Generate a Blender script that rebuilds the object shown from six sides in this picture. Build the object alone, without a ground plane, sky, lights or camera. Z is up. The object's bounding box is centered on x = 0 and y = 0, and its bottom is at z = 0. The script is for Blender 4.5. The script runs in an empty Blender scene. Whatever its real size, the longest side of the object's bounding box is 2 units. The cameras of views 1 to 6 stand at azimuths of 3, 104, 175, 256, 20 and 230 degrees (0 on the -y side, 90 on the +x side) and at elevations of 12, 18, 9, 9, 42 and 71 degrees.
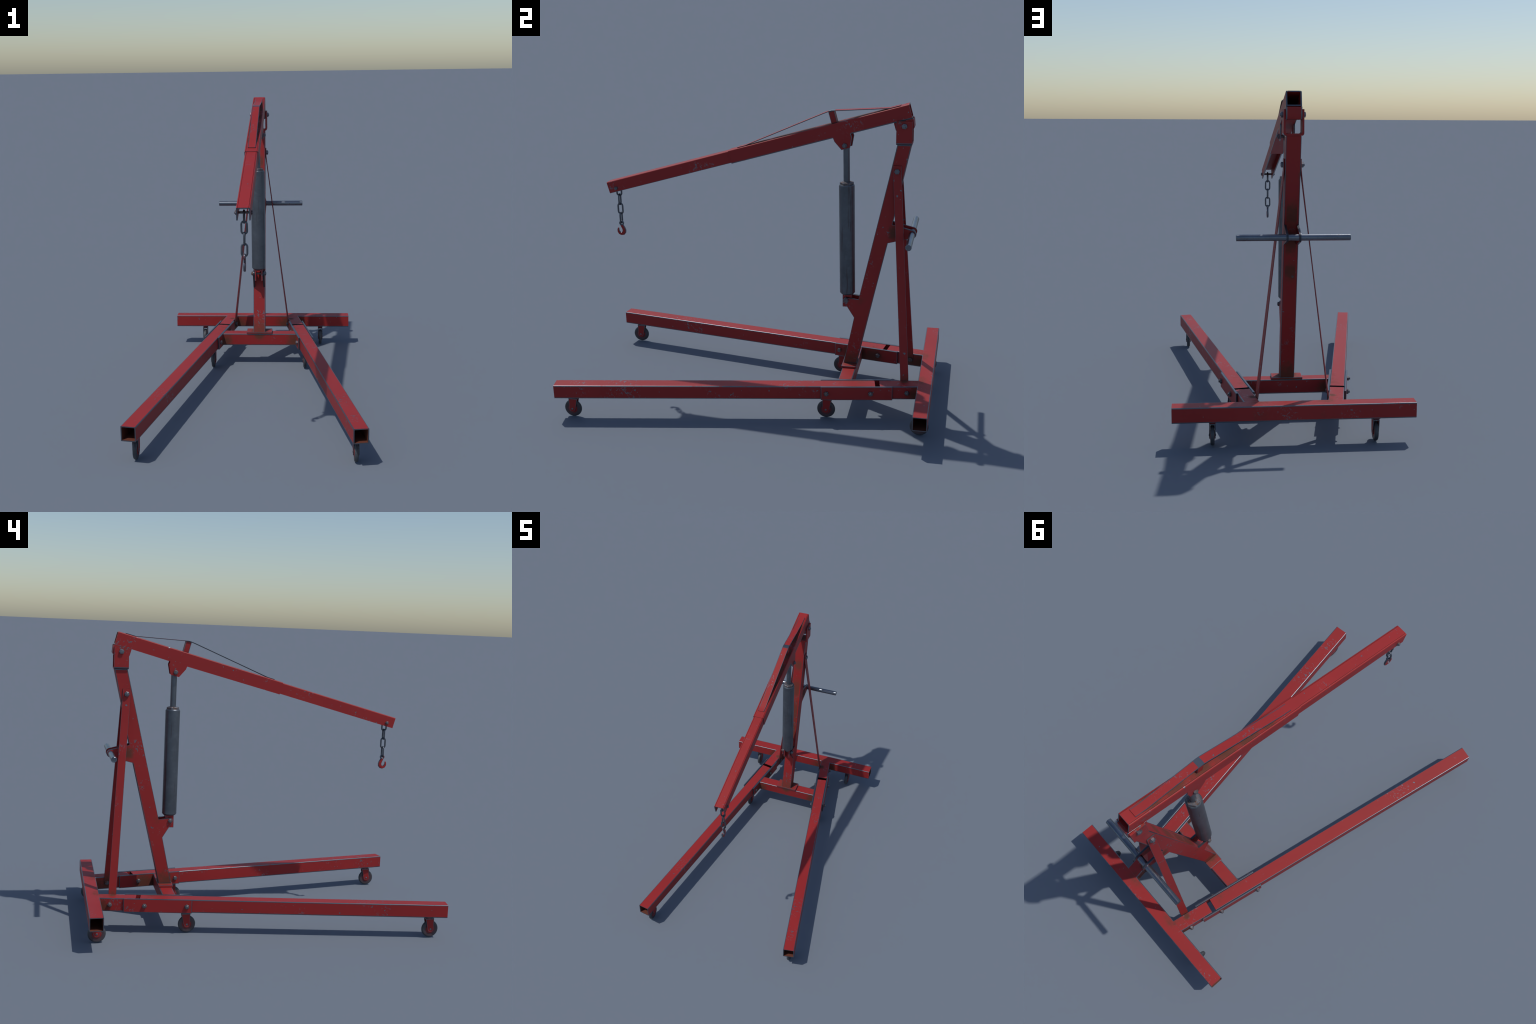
"""Workshop engine hoist: folding-leg shop crane in worn red paint.
Frame: metres, z up, legs point to -y, symmetric about x = 0."""
import bpy, bmesh, math, random
from math import sin, cos, pi, radians
from mathutils import Vector, Matrix

random.seed(7)

# ------------------------------------------------------------------ materials
class Nodes:
    def __init__(self, name):
        self.mat = bpy.data.materials.new(name)
        self.mat.use_nodes = True
        self.t = self.mat.node_tree
        self.t.nodes.clear()
        self.out = self.t.nodes.new('ShaderNodeOutputMaterial')
        self.co = self.t.nodes.new('ShaderNodeTexCoord').outputs['Object']

    def link(self, a, b):
        if hasattr(a, 'is_output'):
            self.t.links.new(a, b)
        else:
            b.default_value = a

    def math(self, op, a, b=0.0, clamp=False):
        n = self.t.nodes.new('ShaderNodeMath'); n.operation = op; n.use_clamp = clamp
        self.link(a, n.inputs[0]); self.link(b, n.inputs[1])
        return n.outputs[0]

    def noise(self, scale, detail=3.0, rough=0.55, vec=None, offset=0.0, distortion=0.0):
        n = self.t.nodes.new('ShaderNodeTexNoise')
        n.inputs['Scale'].default_value = scale
        n.inputs['Detail'].default_value = detail
        n.inputs['Roughness'].default_value = rough
        n.inputs['Distortion'].default_value = distortion
        m = self.t.nodes.new('ShaderNodeMapping')
        m.inputs['Location'].default_value = (offset, offset * 1.7, offset * 0.6)
        self.link(vec or self.co, m.inputs['Vector'])
        self.link(m.outputs[0], n.inputs['Vector'])
        return n.outputs['Fac']

    def stretched(self, scale, squash, rot, offset=0.0):
        m = self.t.nodes.new('ShaderNodeMapping')
        m.inputs['Rotation'].default_value = rot
        m.inputs['Scale'].default_value = squash
        self.link(self.co, m.inputs['Vector'])
        return self.noise(scale, 2.0, 0.5, m.outputs[0], offset)

    def step(self, fac, lo, hi):
        n = self.t.nodes.new('ShaderNodeMapRange'); n.interpolation_type = 'SMOOTHSTEP'
        self.link(fac, n.inputs['Value'])
        n.inputs['From Min'].default_value = lo; n.inputs['From Max'].default_value = hi
        return n.outputs[0]

    def mix(self, fac, a, b):
        n = self.t.nodes.new('ShaderNodeMix'); n.data_type = 'RGBA'
        self.link(fac, n.inputs[0]); self.link(a, n.inputs[6]); self.link(b, n.inputs[7])
        return n.outputs[2]

    def mixf(self, fac, a, b):
        n = self.t.nodes.new('ShaderNodeMix'); n.data_type = 'FLOAT'
        self.link(fac, n.inputs[0]); self.link(a, n.inputs[2]); self.link(b, n.inputs[3])
        return n.outputs[0]

    def finish(self, color, rough, metal, bump=None, strength=0.15, distance=0.001, spec=0.5):
        p = self.t.nodes.new('ShaderNodeBsdfPrincipled')
        self.link(color, p.inputs['Base Color'])
        self.link(rough, p.inputs['Roughness'])
        self.link(metal, p.inputs['Metallic'])
        p.inputs['Specular IOR Level'].default_value = spec
        if bump is not None:
            b = self.t.nodes.new('ShaderNodeBump')
            b.inputs['Strength'].default_value = strength
            b.inputs['Distance'].default_value = distance
            self.link(bump, b.inputs['Height'])
            self.link(b.outputs[0], p.inputs['Normal'])
        self.link(p.outputs[0], self.out.inputs['Surface'])
        return self.mat

RED = (0.318, 0.020, 0.0195, 1)
RED2 = (0.288, 0.018, 0.018, 1)
STEEL = (0.165, 0.18, 0.21, 1)
GRIME = (0.078, 0.040, 0.022, 1)
RUST = (0.115, 0.052, 0.030, 1)

def paint(name, spots=(), chips=1.0, grime=1.0):
    """Red enamel with chips to bare steel, hairline scratches, and brown grime
    settled in the joints listed as (|x|, y, z, reach)."""
    n = Nodes(name)
    base = n.mix(n.step(n.noise(2.3, 2), 0.35, 0.7), RED, RED2)
    # clustered chips and loose specks
    cluster = n.step(n.noise(6.5, 2.0, 0.5, offset=3.1), 0.56, 0.69)
    flakes = n.step(n.noise(70, 4.0, 0.65, offset=1.0, distortion=0.6), 0.57, 0.62)
    a = n.math('MULTIPLY', cluster, flakes)
    specks = n.step(n.noise(48, 2.0, 0.5, offset=8.0), 0.715, 0.74)
    chip = n.math('MAXIMUM', a, specks)
    scr = n.step(n.stretched(26, (14, 1, 1.0), (0.4, 0.5, 0.9), 2.0), 0.735, 0.76)
    scr2 = n.step(n.stretched(22, (1, 1, 16), (0.9, 0.2, 0.3), 5.0), 0.74, 0.77)
    scr = n.math('MULTIPLY', n.math('MAXIMUM', scr, scr2), 0.22)
    chip = n.math('MULTIPLY', n.math('MAXIMUM', chip, scr), chips, clamp=True)
    col = n.mix(chip, base, STEEL)
    rough = n.mixf(chip, 0.50, 0.42)
    metal = n.math('MULTIPLY', chip, 0.85)
    if spots:
        sep = n.t.nodes.new('ShaderNodeSeparateXYZ'); n.link(n.co, sep.inputs[0])
        ax = n.math('ABSOLUTE', sep.outputs[0])
        com = n.t.nodes.new('ShaderNodeCombineXYZ')
        n.link(ax, com.inputs[0]); n.link(sep.outputs[1], com.inputs[1]); n.link(sep.outputs[2], com.inputs[2])
        tot = None
        for (x, y, z, r) in spots:
            d = n.t.nodes.new('ShaderNodeVectorMath'); d.operation = 'DISTANCE'
            n.link(com.outputs[0], d.inputs[0]); d.inputs[1].default_value = (x, y, z)
            w = n.math('SUBTRACT', 1.0, n.math('DIVIDE', d.outputs['Value'], r), clamp=True)
            tot = w if tot is None else n.math('MAXIMUM', tot, w)
        blot = n.noise(38, 5.0, 0.7, offset=4.0)
        g = n.step(n.math('ADD', n.math('MULTIPLY', tot, 1.0), n.math('SUBTRACT', blot, 0.5)), 0.12, 0.78)
        g = n.math('MULTIPLY', g, 0.80 * grime)
        col = n.mix(g, col, GRIME)
        rough = n.mixf(g, rough, 0.8)
        metal = n.math('MULTIPLY', metal, n.math('SUBTRACT', 1.0, g))
    return n.finish(col, rough, metal, n.noise(160, 3), 0.06, spec=0.32)

def worn_edge(name):
    """Edges where the paint has rubbed through to dull steel."""
    n = Nodes(name)
    keep = n.step(n.noise(22, 3, 0.6, offset=6.0), 0.60, 0.70)
    keep = n.math('MULTIPLY', keep, 0.55)
    col = n.mix(keep, (0.135, 0.148, 0.175, 1), RED2)
    return n.finish(col, 0.33, n.math('MULTIPLY', n.math('SUBTRACT', 1.0, keep), 0.85),
                    n.noise(200, 2), 0.08)

def steel(name, tone, rough, metal=0.85, rust=0.0, streak=0.0, spots=()):
    n = Nodes(name)
    v = n.noise(9, 4, 0.6)
    dark = tuple(c * 0.78 for c in tone[:3]) + (1,)
    col = n.mix(n.step(v, 0.3, 0.7), tone, dark)
    m = metal
    r = rough
    if streak:
        mot = n.step(n.noise(24, 5, 0.7, offset=7.0), 0.45, 0.75)
        col = n.mix(n.math('MULTIPLY', mot, 0.35), col, tuple(c * 1.5 for c in tone[:3]) + (1,))
    if streak:
        s = n.step(n.stretched(30, (3, 3, 0.15), (0.15, 0.2, 0), 3.0), 0.60, 0.72)
        col = n.mix(n.math('MULTIPLY', s, streak), col, (0.07, 0.03, 0.028, 1))
        sc = n.step(n.stretched(20, (1, 1, 12), (0.7, 0.3, 0.2), 9.0), 0.70, 0.74)
        col = n.mix(n.math('MULTIPLY', sc, 0.3), col, (0.05, 0.05, 0.055, 1))
    if rust:
        g = n.step(n.noise(75, 5, 0.7, offset=2.0), 0.62 - rust * 0.25, 0.78 - rust * 0.25)
        col = n.mix(g, col, RUST)
        m = n.math('MULTIPLY', metal, n.math('SUBTRACT', 1.0, g))
        r = n.mixf(g, rough, 0.8)
    return n.finish(col, r, m, n.noise(140, 3), 0.08)

def rubber(name):
    n = Nodes(name)
    sep = n.t.nodes.new('ShaderNodeSeparateXYZ'); n.link(n.co, sep.inputs[0])
    rad = n.math('SQRT', n.math('ADD', n.math('MULTIPLY', sep.outputs[1], sep.outputs[1]),
                                n.math('MULTIPLY', sep.outputs[2], sep.outputs[2])))
    wall = n.math('SUBTRACT', 1.0, n.step(rad, 0.026, 0.047))     # paint overspray on the side wall
    side = n.step(n.math('ABSOLUTE', sep.outputs[0]), 0.0055, 0.0085)
    col = n.mix(n.math('MULTIPLY', n.math('MULTIPLY', wall, side), 0.8),
                n.mix(n.step(n.noise(25, 4), 0.3, 0.7), (0.055, 0.060, 0.070, 1), (0.040, 0.043, 0.05, 1)),
                (0.085, 0.030, 0.036, 1))
    return n.finish(col, 0.5, 0.0, n.noise(90, 3), 0.1)

BASE_SPOTS = [(.222, .506, .145, .085), (.215, .580, .140, .090), (.165, .924, .140, .105),
              (.245, .924, .145, .075), (.180, .862, .150, .065), (.203, .640, .145, .095),
              (.00, .520, .195, .060), (.192, .855, .199, .034)]
MAST_SPOTS = [(0, .55, .215, .120), (.036, .775, .970, .060),
              (.036, .790, 1.255, .040), (0, .600, .585, .055)]
FRONT_SPOTS = [(0, .55, .215, .12), (0, .69, 1.06, .13), (0, .62, .72, .15), (0, .65, .88, .15), (0, .74, 1.25, .07)]
REAR_SPOTS = [(0, .59, .215, .12), (0, .79, 1.06, .11), (0, .75, .93, .11), (0, .71, .78, .08)]
BOOM_SPOTS = [(0, .70, 1.62, .085), (0, .58, 1.60, .11), (0, .44, 1.555, .10), (0, .30, 1.52, .11),
              (0, .18, 1.485, .10), (0, .06, 1.45, .075)]
M_PAINT = paint('red_enamel')
M_BASE = paint('red_enamel_grimy_base', BASE_SPOTS)
M_MAST = paint('red_enamel_grimy_mast', MAST_SPOTS)
M_FRONT = paint('red_enamel_grimy_mast_front', FRONT_SPOTS, grime=0.8)
M_REAR = paint('red_enamel_grimy_mast_rear', REAR_SPOTS, grime=0.9)
M_BOOMTOP = paint('red_enamel_grimy_boom', BOOM_SPOTS)
M_BRACE = paint('red_enamel_grimy_brace', [(.178, .86, .14, .125)])
M_HEAD = paint('red_enamel_grimy_head', [(0, .80, 1.57, .075), (0, .81, 1.45, .06)])
M_CLEAN = paint('red_enamel_few_chips', chips=0.6)
M_EDGE = worn_edge('worn_steel_edge')
M_IN = paint('rusty_tube_inside', [(x, y, .13, .22) for x, y in ((.54, -.99), (.57, .96))], 0.3)
M_RIM = steel('dark_cut_edge', (0.055, 0.060, 0.075, 1), 0.45, 0.6)
M_SHADE_LINE = Nodes('painted_shade_line').finish((0.05, 0.012, 0.014, 1), 0.8, 0.0)  # darkened red for the shading line beside the boom's top bevel
M_JACK = steel('jack_gunmetal', (0.130, 0.145, 0.168, 1), 0.42, 0.75, 0.0, 0.55)
M_ROD = steel('jack_rod_steel', (0.15, 0.165, 0.19, 1), 0.38, 0.8)
M_BOLT = steel('bolt_steel', (0.20, 0.21, 0.24, 1), 0.42, 0.8, 0.25)
M_RUSTY = steel('rusty_bolt_steel', (0.17, 0.17, 0.19, 1), 0.5, 0.7, 0.6)
M_CHAIN = steel('chain_steel', (0.13, 0.14, 0.165, 1), 0.40, 0.8, 0.15)
M_HANDLE = steel('handle_bright_steel', (0.20, 0.225, 0.265, 1), 0.30, 0.95, 0.18)
M_TYRE = rubber('caster_rubber')

# ------------------------------------------------------------------ geometry helpers
ROOT = bpy.data.objects.new('engine_hoist', None)
ROOT.empty_display_size = 0.2
bpy.context.collection.objects.link(ROOT)
ROOT['label'] = 'red folding engine hoist with boom, jack, chain and casters'
ROOT['category'] = 'engine hoist'

def make(name, bm, mats, parent=ROOT, smooth=40, loc=None, weighted=True):
    bmesh.ops.recalc_face_normals(bm, faces=bm.faces[:])
    me = bpy.data.meshes.new(name)
    bm.to_mesh(me); bm.free()
    for m in mats:
        me.materials.append(m)
    for p in me.polygons:
        p.use_smooth = True
    me.set_sharp_from_angle(angle=radians(smooth))
    ob = bpy.data.objects.new(name, me)
    bpy.context.collection.objects.link(ob)
    ob.parent = parent
    if loc:
        ob.location = loc
    if weighted:
        w = ob.modifiers.new('weighted_normal', 'WEIGHTED_NORMAL')
        w.keep_sharp = True
    return ob

def instance(src, name, parent, loc=(0, 0, 0), rot=(0, 0, 0)):
    ob = src.copy(); ob.name = name
    bpy.context.collection.objects.link(ob)
    ob.parent = parent; ob.location = loc; ob.rotation_euler = rot
    return ob

def add_loft(bm, rings, mats=None, closed_ring=True, cap=(0, 0), closed_loop=False):
    """Skin a list of equal-length rings; mats = one material index per ring edge."""
    vs = [[bm.verts.new(p) for p in r] for r in rings]
    k = len(vs[0])
    segs = list(zip(vs, vs[1:]))
    if closed_loop:
        segs.append((vs[-1], vs[0]))
    for a, b in segs:
        for i in range(k if closed_ring else k - 1):
            j = (i + 1) % k
            f = bm.faces.new((a[i], a[j], b[j], b[i]))
            f.material_index = mats[i] if mats else 0
    if not closed_loop:
        for ring, c in ((vs[0], cap[0]), (vs[-1], cap[1])):
            if c is not None:
                f = bm.faces.new(ring); f.material_index = c
    return vs

def round_rect(w, h, r, seg):
    """Points and material tag (0 flat, 1 corner) of a rounded rectangle."""
    pts = []
    rub_v, rub_h = 0.0024, 0.0007              # how far the bare strip runs onto side / top
    for cx, cy, a0 in ((w - r, h - r, 0), (-w + r, h - r, 90), (-w + r, -h + r, 180), (w - r, -h + r, 270)):
        arc = [(cx + r * cos(radians(a0 + 90 * i / seg)), cy + r * sin(radians(a0 + 90 * i / seg))) for i in range(seg + 1)]
        sx, sy = (1 if cx > 0 else -1), (1 if cy > 0 else -1)
        v_pt, h_pt = (sx * w, cy - sy * rub_v), (cx - sx * rub_h, sy * h)
        first, last = (v_pt, h_pt) if a0 in (0, 180) else (h_pt, v_pt)
        pts += [first] + arc + [last]
    tags = []
    for c in range(4):
        tags += [1] * (seg + 2) + [0]
    return pts, tags

def add_tube(bm, p0, p1, half_w, half_h, wall, r=0.0032, end0=None, end1=None):
    """Square hollow section from p0 to p1 (horizontal). end0/end1: optional
    (point, normal) planes that trim the ends. mats 0 paint, 1 edge, 2 inside."""
    p0, p1 = Vector(p0), Vector(p1)
    d = (p1 - p0).normalized()
    side = d.cross(Vector((0, 0, 1))).normalized()
    up = side.cross(d)
    seg = 3
    op, tags = round_rect(half_w, half_h, r, seg)
    ip, _ = round_rect(half_w - wall, half_h - wall, max(r - 0.001, 0.002), seg)
    def ring(pts, base, plane, back=0.0):
        out = []
        for u, v in pts:
            q = base + side * u + up * v
            if plane:
                c, nn = Vector(plane[0]), Vector(plane[1])
                q = q + d * ((c - q).dot(nn) / d.dot(nn))
            out.append(q + d * back)
        return out
    A, B = ring(op, p0, end0), ring(op, p1, end1)
    Ai, Bi = ring(ip, p0, end0), ring(ip, p1, end1)
    n = len(op)
    va = [bm.verts.new(p) for p in A]; vb = [bm.verts.new(p) for p in B]
    ia = [bm.verts.new(p) for p in Ai]; ib = [bm.verts.new(p) for p in Bi]
    for i in range(n):
        j = (i + 1) % n
        for quad, m in (((va[i], va[j], vb[j], vb[i]), tags[i]), ((ia[i], ia[j], ib[j], ib[i]), 2),
                        ((va[i], va[j], ia[j], ia[i]), 1), ((vb[i], vb[j], ib[j], ib[i]), 1)):
            f = bm.faces.new(quad); f.material_index = m

def add_prism(bm, pts, d0, d1, axis=0, bevel=0.002, rim_mat=0, face_mat=0, edge_mat=1,
              bevel_sides=(True, True), rim_mats=None, big=None, bevel_rim=False, segs=2, rub=0.0):
    """Extrude a polygon (given in the two other axes) from d0 to d1 along axis.
    The outline of each side is chamfered with edge_mat. big = {edge index: width}
    lets single outline edges take a larger round in face_mat."""
    def co(p, d):
        v = [0, 0, 0]
        others = [i for i in range(3) if i != axis]
        v[axis] = d; v[others[0]] = p[0]; v[others[1]] = p[1]
        return v
    a = [bm.verts.new(co(p, d0)) for p in pts]
    b = [bm.verts.new(co(p, d1)) for p in pts]
    fa = bm.faces.new(a); fb = bm.faces.new(b)
    fa.material_index = fb.material_index = face_mat
    k = len(pts)
    for i in range(k):
        j = (i + 1) % k
        f = bm.faces.new((a[i], a[j], b[j], b[i]))
        f.material_index = rim_mats[i] if rim_mats else rim_mat
    edges_small = []
    big = big or {}
    edges_big = {}
    for vs, on in ((a, bevel_sides[0]), (b, bevel_sides[1])):
        if not on:
            continue
        for i in range(k):
            e = bm.edges.get((vs[i], vs[(i + 1) % k]))
            if i in big:
                edges_big.setdefault(big[i], []).append(e)
            else:
                edges_small.append(e)
    if bevel_rim:
        for i in range(k):
            edges_small.append(bm.edges.get((a[i], b[i])))
    for w, es in edges_big.items():
        bmesh.ops.bevel(bm, geom=es, offset=w, segments=4, profile=0.5, affect='EDGES', material=face_mat)
    es = [e for e in edges_small if e.is_valid]
    if bevel > 0 and es:
        bmesh.ops.bevel(bm, geom=es, offset=bevel, segments=segs, profile=0.5, affect='EDGES', material=edge_mat)
    if rub > 0:                                # bare strip just inside the outline of the bevelled sides
        for dd, on in ((d0, bevel_sides[0]), (d1, bevel_sides[1])):
            if not on:
                continue
            cand = [f for f in bm.faces if f.material_index == face_mat and all(abs(v.co[axis] - dd) < 1e-6 for v in f.verts)]
            cand = [max(cand, key=lambda f: f.calc_area())] if cand else []
            if cand:
                r = bmesh.ops.inset_region(bm, faces=cand, thickness=rub, use_even_offset=True)
                for f in r['faces']:
                    f.material_index = edge_mat

def box_pts(a0, a1, b0, b1):
    return [(a0, b0), (a1, b0), (a1, b1), (a0, b1)]

def lathe(bm, profile, axis, origin, n=32, mats=None, cap=(0, 0)):
    """Revolve (distance along axis, radius) pairs."""
    axis = Vector(axis).normalized(); o = Vector(origin)
    u = axis.orthogonal().normalized(); v = axis.cross(u)
    vs = [[bm.verts.new(o + axis * t + (u * cos(2 * pi * i / n) + v * sin(2 * pi * i / n)) * r) for i in range(n)]
          for t, r in profile]
    for s, (a, b) in enumerate(zip(vs, vs[1:])):
        for i in range(n):
            f = bm.faces.new((a[i], a[(i + 1) % n], b[(i + 1) % n], b[i]))
            f.material_index = mats[s] if mats else 0
    if cap[0] is not None:
        bm.faces.new(vs[0]).material_index = cap[0]
    if cap[1] is not None:
        bm.faces.new(vs[-1]).material_index = cap[1]

def hex_ring(bm, axis, origin, t0, t1, r, turn=0.0, chamfer=0.0018):
    """Hexagonal nut or bolt head along axis."""
    axis = Vector(axis).normalized(); o = Vector(origin)
    u = Vector((0, 0, 1)); u = (u - axis * u.dot(axis)).normalized(); v = axis.cross(u)
    def ring(t, rr):
        return [o + axis * t + (u * cos(pi / 3 * i + turn) + v * sin(pi / 3 * i + turn)) * rr for i in range(6)]
    add_loft(bm, [ring(t0, r), ring(t1 - chamfer, r), ring(t1, r - chamfer * 1.3)])

def bolt(name, p, axis, half_grip, r, mat, proud=0.016, nut_both=True, head=0.010, parent=ROOT, turn=0.3):
    """Bolt through p along axis: shank, washer + head at one end, nut and thread end at the other."""
    bm = bmesh.new()
    a = Vector(axis).normalized(); p = Vector(p)
    lathe(bm, [(-half_grip - head - 0.0016, r * 0.48), (-half_grip - head, r * 0.56), (half_grip + proud - 0.0020, r * 0.56),
               (half_grip + proud, r * 0.42)], a, p, 16)
    for sgn in (1, -1):
        hex_ring(bm, a * sgn, p, half_grip - 0.001, half_grip + head, r, turn if sgn > 0 else turn + 0.35, 0.0014)
    return make(name, bm, [mat], parent, smooth=30)

# ------------------------------------------------------------------ base frame
Z0, Z1 = 0.1240, 0.1986
ZC, HH = (Z0 + Z1) / 2, (Z1 - Z0) / 2
HW = 0.0371                                   # half width of leg tube
T10 = math.tan(radians(10))
BAR_Y0, BAR_Y1 = 0.9255, 1.0000

def leg_center(y):                            # x of the leg centre line (right leg)
    return 0.2384 + (0.9245 - y) * T10 - HW / cos(radians(10))

def leg_frame(s):
    d = Vector((s * sin(radians(10)), -cos(radians(10)), 0))     # towards the front
    n = Vector((s * cos(radians(10)), sin(radians(10)), 0))      # outwards
    return d, n

bm = bmesh.new()
add_tube(bm, (-0.5745, (BAR_Y0 + BAR_Y1) / 2, ZC), (0.5745, (BAR_Y0 + BAR_Y1) / 2, ZC), (BAR_Y1 - BAR_Y0) / 2, HH, 0.0043)
make('rear_bar', bm, [M_BASE, M_EDGE, M_IN])

FRONT_Y, GAP_F, GAP_R = -0.9932, 0.7040, 0.7285
for s in (1, -1):
    d, n = leg_frame(s)
    P = lambda y, z=ZC: Vector((s * leg_center(y), y, z))
    # long removable leg
    bm = bmesh.new()
    add_tube(bm, P(FRONT_Y), P(GAP_F), HW, HH, 0.0052)
    make('leg', bm, [M_BASE, M_EDGE, M_IN])
    # stub welded to the rear bar: trimmed on the bar, lapping its rounded edge
    bm = bmesh.new()
    add_tube(bm, P(GAP_R), P(BAR_Y0), HW, HH, 0.006, end1=((0, BAR_Y0 + 0.0042, 0), (0, 1, 0)))
    make('leg_stub', bm, [M_BASE, M_EDGE, M_IN])
    # two joining plates per side
    M = Matrix((( d.x, n.x, 0), (d.y, n.y, 0), (0, 0, 1))).to_4x4()
    for side in (1, -1):
        bm = bmesh.new()
        mid = P(0.607)
        L = 0.1885
        o0, o1 = (HW, HW + 0.0102) if side > 0 else (-HW - 0.0102, -HW)
        add_prism(bm, box_pts(-L, L, Z0 - ZC - 0.0005, Z1 - ZC + 0.0022), o0 + 0.0004 * side, o1, axis=1,
                  bevel=0.0022, bevel_rim=True, rim_mat=1, rub=0.0016)
        bm.transform(Matrix.Translation(mid) @ M)
        make('joining_plate', bm, [M_BASE, M_EDGE])
    # bolts through leg and stub
    for y, grip, r in ((0.4500, HW + 0.0102, .0132), (0.6790, HW + 0.0102, .0132), (0.8665, HW + 0.001, .0132)):
        bolt('leg_bolt', P(y, 0.1625), n, grip, r, M_RUSTY, 0.0165, turn=random.random())

# cross member between the inner plates, carrying the mast
CY0, CY1 = 0.5055, 0.5780
inner = lambda y: leg_center(y) - (HW + 0.0102) / cos(radians(10))
bm = bmesh.new()
cyc = (CY0 + CY1) / 2
add_tube(bm, (-0.2, cyc, ZC), (0.2, cyc, ZC), (CY1 - CY0) / 2, HH - 0.0004, 0.006,
         end0=((-inner(cyc) - 0.002, cyc, 0), (-cos(radians(10)), sin(radians(10)), 0)),
         end1=((inner(cyc) + 0.002, cyc, 0), (cos(radians(10)), sin(radians(10)), 0)))
make('cross_member', bm, [M_BASE, M_EDGE, M_IN])
bm = bmesh.new()
add_prism(bm, box_pts(-0.079, 0.079, 0.5005, 0.5835), Z1 + 0.0002, 0.2110, axis=2, bevel=0.0022, bevel_rim=True)
make('base_plate', bm, [paint('red_enamel_grimy_plate', [(0, .545, .211, .105)]), M_EDGE])

# ------------------------------------------------------------------ casters
HUBZ, WR = 0.0490, 0.0488
def build_caster(parent_loc):
    bm = bmesh.new()
    arc = [(0.0180 * cos(a), 0.0180 * sin(a)) for a in [radians(x) for x in range(170, 376, 15)]]
    prof = [(0.0320, 0.0610), (-0.0185, 0.0610)] + arc
    for s in (1, -1):
        x0, x1 = (0.0112, 0.0150) if s > 0 else (-0.0150, -0.0112)
        add_prism(bm, prof, x0, x1, axis=0, bevel=0.0012, rim_mat=1, rub=0.0018)
    add_prism(bm, box_pts(-0.0150, 0.0150, -0.0185, 0.0320), 0.0590, 0.0640, axis=2, bevel=0.0012, rim_mat=1, bevel_rim=True)
    lathe(bm, [(0.063, 0.0150), (0.0712, 0.0150)], (0, 0, 1), (0, 0.010, 0), 24)
    add_prism(bm, box_pts(-0.0160, 0.0160, -0.0150, 0.0420), 0.0705, 0.0768, axis=2, bevel=0.0012, rim_mat=0, bevel_rim=True)
    fork = make('caster_fork', bm, [M_CLEAN, M_EDGE], ROOT, loc=parent_loc)
    bm = bmesh.new()
    prof = []
    for i in range(17):                       # rounded tread from wall to wall
        a = pi * i / 16
        prof.append((-0.0100 * cos(a) * (1.0 if abs(cos(a)) < .99 else 1.0), 0.0390 + 0.0098 * sin(a) ** 0.8))
    prof = [(-0.0090, 0.0235), (-0.0098, 0.0310)] + prof + [(0.0098, 0.0310), (0.0090, 0.0235)]
    lathe(bm, prof, (1, 0, 0), (0, 0, 0), 48)
    tyre = make('tyre', bm, [M_TYRE], fork, smooth=60, weighted=False)
    bm = bmesh.new()
    lathe(bm, [(-0.0108, 0.010), (-0.0108, 0.0225), (-0.0085, 0.0255), (0.0085, 0.0255), (0.0108, 0.0225), (0.0108, 0.010)],
          (1, 0, 0), (0, 0, 0), 40)
    rim = make('wheel_rim', bm, [M_CLEAN], fork, smooth=30)
    bm = bmesh.new()
    lathe(bm, [(-0.0172, 0.0040), (-0.0162, 0.0056), (0.0162, 0.0056), (0.0172, 0.0040)], (1, 0, 0), (0, 0, 0), 20)
    axle = make('axle_bolt', bm, [M_BOLT], fork, smooth=30)
    return fork, (tyre, rim, axle)

spots = [(s * leg_center(-0.895), -0.907) for s in (1, -1)] + [(s * leg_center(0.455), 0.4495) for s in (1, -1)] \
        + [(s * 0.387, 0.9505) for s in (1, -1)]
first, kids = build_caster((spots[0][0], spots[0][1], HUBZ))
for x, y in spots[1:]:
    f = instance(first, 'caster_fork', ROOT, (x, y, HUBZ))
    for k in kids:
        instance(k, k.name.split('.')[0], f, (0, 0, 0), (random.random() * 6, 0, 0) if 'tyre' in k.name else (0, 0, 0))

# ------------------------------------------------------------------ mast
MW = 0.0362                                   # half width
SL = 0.2222                                   # lean: dy per dz
MZ0, MZ1 = 0.2108, 1.4390
mf = lambda z: 0.5062 + (z - 0.2145) * SL     # front face
mr = lambda z: mf(z) + 0.0728                 # rear face
JB = (0.5215, 0.5815)                         # lower jack pin (y, z)
HB = (0.8640, 0.9688)                         # handle axis
lug_arc = [(JB[0] + 0.0165 * cos(radians(a)), JB[1] + 0.0165 * sin(radians(a))) for a in range(215, 80, -15)]
hook_arc = [(HB[0] + 0.0225 * cos(radians(a)), HB[1] + 0.0225 * sin(radians(a))) for a in range(-70, 76, 14)]
side = ([(mf(MZ0), MZ0), (mf(0.484), 0.484)] + lug_arc + [(mf(0.5865), 0.5865), (mf(MZ1), MZ1), (mr(MZ1), MZ1),
        (mr(1.0165), 1.0165)] + hook_arc[::-1] + [(mr(0.918), 0.918), (mr(MZ0), MZ0)])
k_l = len(lug_arc)
rim = [0, 0] + [1] * (k_l + 1)
rim[1] = 1
rim += [0, 0]
rim += [1] * (len(hook_arc) + 1)
rim += [0] * (len(side) - len(rim))
rim[k_l + 2] = 0
rim = [4 if m == 1 else m for m in rim]      # flame-cut edges of lug and handle flange
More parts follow.
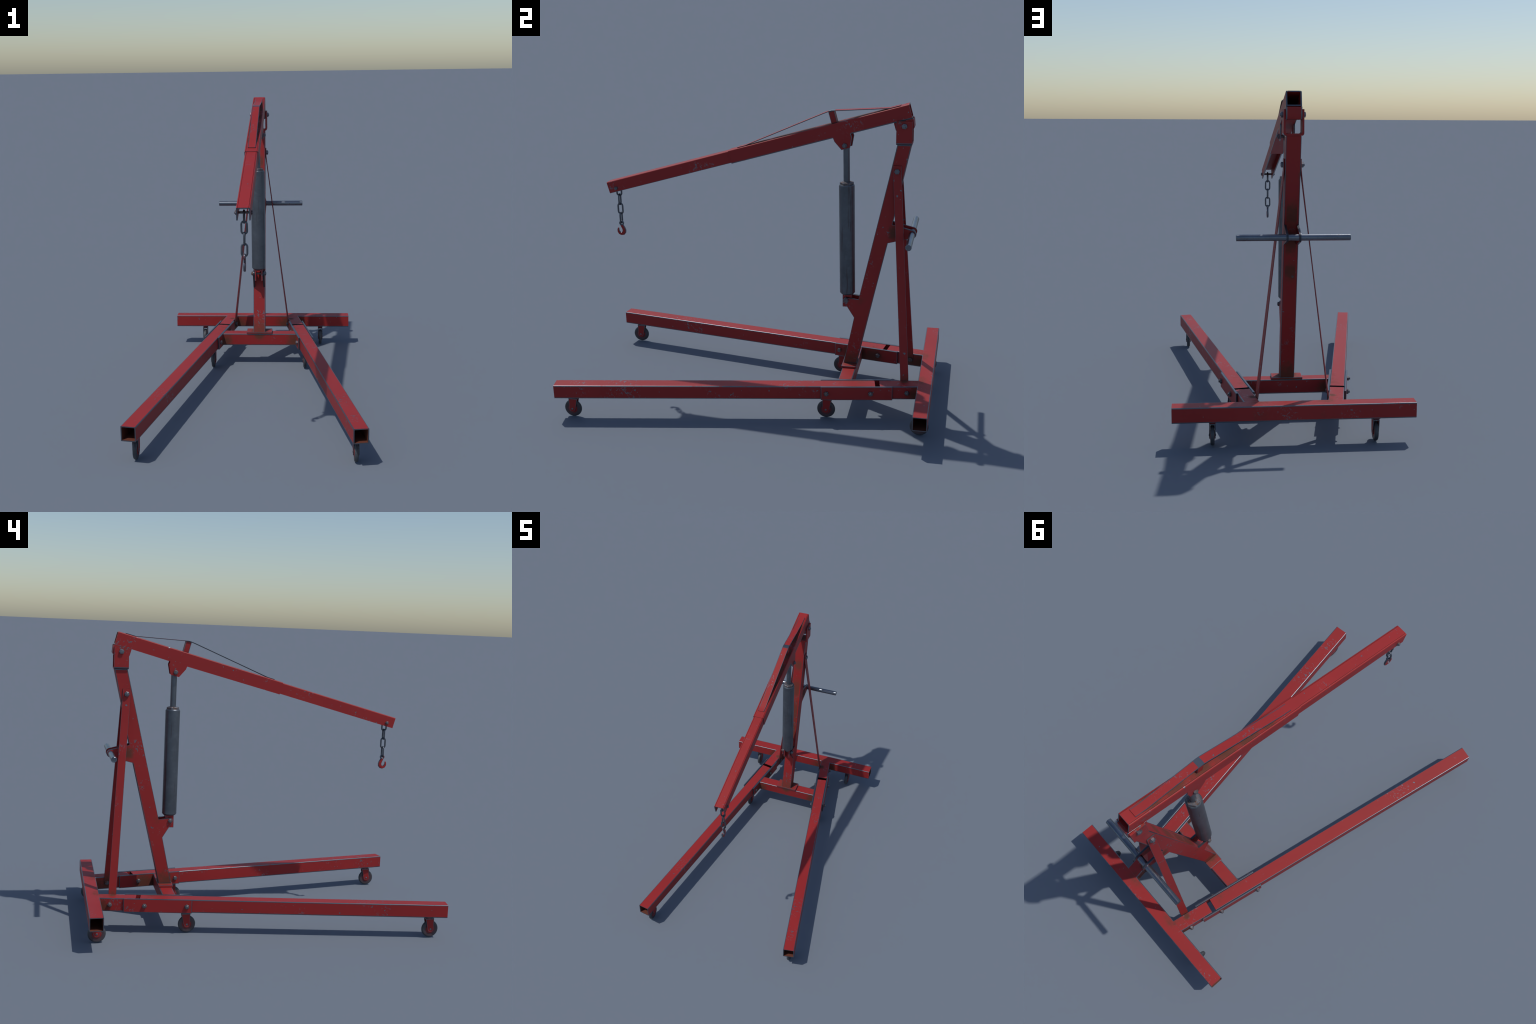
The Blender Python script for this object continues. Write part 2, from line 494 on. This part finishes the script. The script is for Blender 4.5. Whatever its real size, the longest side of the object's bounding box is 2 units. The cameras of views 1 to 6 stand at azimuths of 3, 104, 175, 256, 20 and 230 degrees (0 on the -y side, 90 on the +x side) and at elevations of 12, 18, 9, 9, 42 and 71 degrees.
bm = bmesh.new()
PT = 0.0110
for s in (1, -1):
    x0, x1 = (MW - PT, MW) if s > 0 else (-MW, -MW + PT)
    add_prism(bm, side, x0, x1, axis=0, bevel=0.0028, rim_mats=rim, bevel_sides=(s < 0, s > 0), rub=0.0018)
for f0, f1, m in ((mf, lambda z: mf(z) + 0.006, 2), (lambda z: mr(z) - 0.006, mr, 3)):
    add_prism(bm, [(f0(MZ0), MZ0), (f1(MZ0), MZ0), (f1(MZ1), MZ1), (f0(MZ1), MZ1)], -MW + PT, MW - PT, axis=0, bevel=0, rim_mat=m, face_mat=m)
make('mast', bm, [M_MAST, M_EDGE, M_FRONT, M_REAR, M_RIM])

# U-shaped head that carries the boom pivot
HZ0, HZ1, HY0, HY1 = 1.4395, 1.5610, 0.7730, 0.8540
ro, ri = 0.0480, 0.0385
outer, inner_p = [], []
for cx, a0 in ((ro - 0.011, -90), (-(ro - 0.011), 180)):
    pass
def u_section(w_out, w_in, z_bot, z_top, r_out, r_in, t):
    o = [(w_out, z_top)]
    o += [(w_out - r_out + r_out * cos(radians(a)), z_bot + r_out + r_out * sin(radians(a))) for a in range(0, -91, -18)]
    o += [(-w_out + r_out + r_out * cos(radians(a)), z_bot + r_out + r_out * sin(radians(a))) for a in range(-90, -181, -18)]
    o += [(-w_out, z_top), (-w_in, z_top)]
    zb = z_bot + t
    o += [(-w_in + r_in + r_in * cos(radians(a)), zb + r_in + r_in * sin(radians(a))) for a in range(180, 271, 18)]
    o += [(w_in - r_in + r_in * cos(radians(a)), zb + r_in + r_in * sin(radians(a))) for a in range(-90, 1, 18)]
    o += [(w_in, z_top)]
    return o
sec = u_section(ro, ri, HZ0, HZ1, 0.011, 0.006, 0.0095)
bm = bmesh.new()
rm = [0] * len(sec)
for i in range(1, 12):
    rm[i] = 1
add_prism(bm, sec, HY0, HY1, axis=1, bevel=0.0010, rim_mats=rm)
make('pivot_bracket', bm, [M_HEAD, M_EDGE])

# side braces from mast to stubs
BR_T = 0.0056
for s in (1, -1):
    bm = bmesh.new()
    # spine: straight tab on the mast, inclined run, straight tab on the stub face
    w = 0.0216
    st = [(MW + 0.0008, 0.7815, 1.3320, 0.0), (MW + 0.0012, 0.7830, 1.2800, 0.0), (MW + 0.0095, 0.7880, 1.2100, 3.5),
          (0.1660, 0.8520, 0.2250, 10.0), (0.1772, 0.8555, 0.1330, 10.0)]
    rings = []
    for i, (x, y, z, tw) in enumerate(st):
        a = radians(tw)
        fwd = Vector((s * sin(a), -cos(a), 0)); out = Vector((s * cos(a), sin(a), 0))
        c = Vector((s * (x + BR_T / 2), y, z))
        hx, b = BR_T / 2, 0.0012
        rings.append([c + fwd * u + out * v for u, v in ((w, hx - b), (w - b, hx), (-w + b, hx), (-w, hx - b),
                                                        (-w, -hx + b), (-w + b, -hx), (w - b, -hx), (w, -hx + b))])
    add_loft(bm, rings, [1, 0, 1, 0, 1, 0, 1, 0], cap=(1, 1))
    make('side_brace', bm, [M_BRACE, M_EDGE])
bolt('mast_bolt', (0, 0.7810, 1.3035), (-1, 0, 0), MW + 0.0075, 0.0146, M_BOLT, 0.0150)

# ------------------------------------------------------------------ handle bar
bm = bmesh.new()
lathe(bm, [(-0.267, 0.0105), (-0.269, 0.0138), (-0.2675, 0.0158), (0.2675, 0.0158), (0.269, 0.0138), (0.267, 0.0105)],
      (1, 0, 0), (0, HB[0], HB[1]), 32)
make('handle_bar', bm, [M_HANDLE], smooth=50)

# ------------------------------------------------------------------ boom
AB = math.atan2(0.2551, 0.9458)
A = Vector((0, cos(AB), sin(AB)))             # along the boom, to the rear
N = Vector((0, -sin(AB), cos(AB)))            # up across the boom
O = Vector((0, -0.1045, 1.3547))              # centre of the outer boom's front end
LB, BH, BW = 0.9800, 0.0359, 0.0371
TO_WORLD = Matrix(((1, 0, 0, 0), (0, A.y, N.y, O.y), (0, A.z, N.z, O.z), (0, 0, 0, 1)))
def to_boom(y, z):
    v = Vector((0, y, z)) - O
    return (v.dot(A), v.dot(N))

def boom_shell(bm, a0, a1, half_h, half_w, lug, t=0.0066, open_bottom=False, bare=0.0):
    """Side plates (with an optional hanging lug), top web with a modelled dark shading line on each side, bottom web."""
    b = -half_h
    pts = [(a0, half_h), (a0, b)] + lug + [(a1, b), (a1, half_h)]
    k = len(pts)
    rims = [1] * k                             # front end
    rims[1] = 0 if not open_bottom else 1
    rims[k - 3] = 0 if not open_bottom else 1
    rims[k - 2] = 1
    rims[k - 1] = 0
    if not lug:
        rims[1] = 1 if open_bottom else 0
    for s in (1, -1):
        x0, x1 = (half_w - t, half_w) if s > 0 else (-half_w, -half_w + t)
        add_prism(bm, pts, x0, x1, axis=0, bevel=0.0026, rim_mats=rims, bevel_sides=(s < 0, s > 0),
                  big={k - 1: 0.0062})
    g = 0.0016
    iw = half_w - t
    add_prism(bm, box_pts(a0, a1, half_h - 0.0030, half_h), -iw + g, iw - g, axis=0, bevel=0, face_mat=2, rim_mats=[0, 1, 2, 1])
    add_prism(bm, box_pts(a0, a1, half_h - 0.0056, half_h - 0.0031), -iw, iw, axis=0, bevel=0, face_mat=3, rim_mats=[0, 1, 3, 1])
    if bare:                                   # bare strip along the lower edge of the sides
        bmesh.ops.bisect_plane(bm, geom=bm.verts[:] + bm.edges[:] + bm.faces[:], plane_co=(0, 0, b + bare), plane_no=(0, 0, 1))
        lo, hi = min(p[0] for p in lug), max(p[0] for p in lug)
        for x in (lo - 0.001, hi + 0.001):
            bmesh.ops.bisect_plane(bm, geom=bm.verts[:] + bm.edges[:] + bm.faces[:], plane_co=(0, x, 0), plane_no=(0, 1, 0))
        for f in bm.faces:
            c = f.calc_center_median()
            if abs(c.x) > half_w - 0.0008 and b < c.z < b + bare and not (lo - 0.001 < c.y < hi + 0.001):
                f.material_index = 1
    if not open_bottom:
        add_prism(bm, box_pts(a0, a1, b + 0.0006, b + 0.0056), -iw, iw, axis=0, bevel=0, rim_mats=[0, 1, 0, 1])

lug = [to_boom(*p) for p in ((.4490, 1.4680), (.4565, 1.4490), (.4932, 1.4067), (.5375, 1.4180), (.5470, 1.4715), (.5410, 1.4890))]
lug[0] = (lug[0][0], -BH); lug[-1] = (lug[-1][0], -BH)
bm = bmesh.new()
boom_shell(bm, 0, LB, BH, BW, lug, bare=0.0052)
bm.transform(TO_WORLD)
make('outer_boom', bm, [M_PAINT, M_EDGE, M_BOOMTOP, M_SHADE_LINE])
# sliding extension: channel open below
bm = bmesh.new()
boom_shell(bm, -0.7335, 0.30, 0.0321, 0.0334, [], t=0.0066, open_bottom=True)
bm.transform(TO_WORLD @ Matrix.Translation((0, 0, 0.0007)))
make('boom_extension', bm, [M_PAINT, M_EDGE, M_PAINT, M_SHADE_LINE])

# hanging pivot block under the rear end, inside the U head
bm = bmesh.new()
under = lambda y: O.z + (y - O.y - sin(AB) * BH) * math.tan(AB) - cos(AB) * BH - 0.0006   # boom underside
pvb = [(.7590, under(.7590)), (.7610, 1.5420), (.7700, 1.5120), (.8540, 1.5150), (.8628, 1.5290), (.8585, 1.5715), (.8500, under(.8500))]
for s in (1, -1):
    x0, x1 = (0.0315, 0.0378) if s > 0 else (-0.0378, -0.0315)
    add_prism(bm, pvb, x0, x1, axis=0, bevel=0.0012, rim_mat=1, bevel_sides=(s < 0, s > 0))
add_prism(bm, [(.8540, 1.5150), (.8628, 1.5290), (.8585, 1.5715), (.8520, 1.5715), (.8560, 1.5290), (.8500, 1.5190)], -0.0315, 0.0315, axis=0, bevel=0)
add_prism(bm, [(.7590, under(.759)), (.7610, 1.5420), (.7700, 1.5120), (.7760, 1.5140), (.7670, 1.5430), (.7650, under(.759))], -0.0315, 0.0315, axis=0, bevel=0)
make('pivot_lug', bm, [M_HEAD, M_EDGE])
bolt('pivot_bolt', (0, 0.8140, 1.5362), (1, 0, 0), ro + 0.0005, 0.0146, M_BOLT, 0.0130, head=0.009)

# truss strap over a post
def strap_pt(y, z):
    return Vector((0, y, z))
TOPZ = lambda y: O.z + (y - O.y + sin(AB) * BH) * math.tan(AB) + cos(AB) * BH
line = [(.790, TOPZ(.790) + .0004), (.735, TOPZ(.735) + .0006), (.456, 1.6042), (.440, 1.6036), (.424, 1.5996), (.400, 1.5904),
        (-.022, TOPZ(-.022) + .0006), (-.065, TOPZ(-.065) + .0004)]
TH, SW = 0.0034, 0.0212
bm = bmesh.new()
rings = []
for i, (y, z) in enumerate(line):
    p = Vector((0, y, z))
    t0 = Vector((0, line[max(i - 1, 0)][0] - line[min(i + 1, len(line) - 1)][0], line[max(i - 1, 0)][1] - line[min(i + 1, len(line) - 1)][1])).normalized()
    up = Vector((1, 0, 0)).cross(t0)
    if up.z < 0:
        up = -up
    b = 0.0016
    rings.append([p + Vector((u, 0, 0)) + up * v for u, v in ((SW, 0), (SW, TH), (SW - b * 1.8, TH), (-SW + b * 1.8, TH), (-SW, TH), (-SW, 0))])
vs = add_loft(bm, rings, [2, 1, 0, 1, 2, 2], cap=(2, 2))
bm.faces.ensure_lookup_table()
for f in bm.faces:                             # paint rubbed off across the bend over the post
    c = f.calc_center_median()
    if 0.424 < c.y < 0.456 and f.material_index != 2:
        f.material_index = 1
make('truss_strap', bm, [M_PAINT, M_EDGE, M_RIM], smooth=25)
bm = bmesh.new()
pc = to_boom(0.4390, 1.6028)
pa, pt = to_boom(0.4440, 1.5800)[0], pc[1]
add_prism(bm, box_pts(pa - 0.0165, pa + 0.0165, BH - 0.001, pt + 0.0008), -0.0165, 0.0165, axis=0, bevel=0.0030, bevel_rim=True)
bm.transform(TO_WORLD)
make('truss_post', bm, [M_PAINT, M_EDGE])

# ------------------------------------------------------------------ hydraulic jack
JT = (0.5110, 1.4310)
jp0, jp1 = Vector((0, JB[0] + 0.0010, JB[1])), Vector((0, JT[0] + 0.0036, JT[1]))
J = (jp1 - jp0).normalized()
at = lambda z: (z - JB[1]) / J.z
bm = bmesh.new()
R = 0.0413
lathe(bm, [(at(.6110), 0.030), (at(.6115), 0.0350), (at(.6165), 0.0392), (at(.6190), R), (at(1.2125), R), (at(1.2165), R - 0.0012),
           (at(1.2200), R - 0.0045), (at(1.2202), 0.020)], J, jp0, 48)
jack = make('jack_cylinder', bm, [M_JACK], smooth=35)
bm = bmesh.new()
hex_ring(bm, J, jp0, at(1.2195), at(1.2330), 0.0365, 0.15, 0.003)
lathe(bm, [(at(1.2325), 0.0225), (at(1.2345), 0.0225), (at(1.2350), 0.0180)], J, jp0, 24)
make('gland_nut', bm, [M_RUSTY], jack, smooth=30)
bm = bmesh.new()
lathe(bm, [(at(1.20), 0.0168), (at(1.434), 0.0168), (at(1.444), 0.0130), (at(1.447), 0.006)], J, jp0, 32)
make('piston_rod', bm, [M_ROD], jack, smooth=50)
bm = bmesh.new()
for s in (1, -1):                              # clevis tabs inside the mast lugs
    x0, x1 = (0.0150, 0.0245) if s > 0 else (-0.0245, -0.0150)
    add_prism(bm, box_pts(0.4985, 0.5480, 0.5395, 0.6120), x0, x1, axis=0, bevel=0.0018, rim_mat=0, bevel_rim=True)
add_prism(bm, box_pts(0.5000, 0.5465, 0.6020, 0.6115), -0.0150, 0.0150, axis=0, bevel=0)
make('jack_clevis', bm, [M_HEAD, M_EDGE], jack)
bolt('jack_pin', (0, *JB), (-1, 0, 0), MW + 0.0003, 0.0122, M_RUSTY, 0.0120, head=0.008)
bolt('jack_pin', (0, 0.5108, 1.4305), (1, 0, 0), BW + 0.0003, 0.0135, M_RUSTY, 0.0140, head=0.009)

# ------------------------------------------------------------------ chain and hook
CHY = -0.7635
bm = bmesh.new()
half_len, half_wid, wr = 0.0342, 0.0180, 0.0047
path = []
rr = half_wid - wr
for c, a0 in ((half_len - wr - rr, 0), (-(half_len - wr - rr), 180)):
    for i in range(9):
        a = radians(a0 + 180 * i / 8)
        path.append((rr * cos(a), c + rr * sin(a), a))
rings = []
for y, z, a in path:
    rad = Vector((0, cos(a), sin(a)))
    rings.append([Vector((0, y, z)) + rad * wr * cos(2 * pi * k / 12) + Vector((1, 0, 0)) * wr * sin(2 * pi * k / 12) for k in range(12)])
add_loft(bm, rings, None, closed_loop=True)
link0 = make('chain_link', bm, [M_CHAIN], loc=(0, CHY, 1.1452), smooth=60, weighted=False)
for i, z in enumerate((1.0932, 1.0400, 0.9866)):
    instance(link0, 'chain_link', ROOT, (0, CHY, z), (radians(random.uniform(-1, 1)), 0, radians(90 if i % 2 == 0 else 0)))

bm = bmesh.new()
spine = [(-.7640, .9455, .0090), (-.7595, .9370, .0092), (-.7535, .9260, .0100), (-.7500, .9140, .0106), (-.7512, .9035, .0110),
         (-.7575, .8955, .0108), (-.7680, .8925, .0092), (-.7785, .8965, .0084), (-.7845, .9050, .0070), (-.7860, .9150, .0056),
         (-.7852, .9225, .0044), (-.7848, .9270, .0024)]
rings = []
for i, (y, z, h) in enumerate(spine):
    q, p = spine[min(i + 1, len(spine) - 1)], spine[max(i - 1, 0)]
    t = Vector((0, q[0] - p[0], q[1] - p[1])).normalized()
    side_v = Vector((1, 0, 0)).cross(t)
    th = 0.0052 if i < len(spine) - 1 else 0.003
    rings.append([Vector((0, y, z)) + side_v * h * u + Vector((th * v, 0, 0)) for u, v in
                  ((1, .45), (.75, 1), (-.75, 1), (-1, .45), (-1, -.45), (-.75, -1), (.75, -1), (1, -.45))])
add_loft(bm, rings, [1, 0, 1, 1, 1, 0, 1, 1], cap=(0, 0))
ec = Vector((0, -0.7640, 0.9553))
rings = []
for i in range(24):
    a = 2 * pi * i / 24
    rad = Vector((0, cos(a), sin(a)))
    rings.append([ec + rad * (0.0105 + 0.0042 * cos(2 * pi * k / 10)) + Vector((1, 0, 0)) * 0.0062 * sin(2 * pi * k / 10) for k in range(10)])
add_loft(bm, rings, [1] * 10, closed_loop=True)
make('lifting_hook', bm, [M_CLEAN, M_EDGE], smooth=50)
bolt('hook_pin', (0, -0.7660, 1.1650), (-1, 0, 0), 0.0339, 0.0105, M_RUSTY, 0.0120, head=0.008)
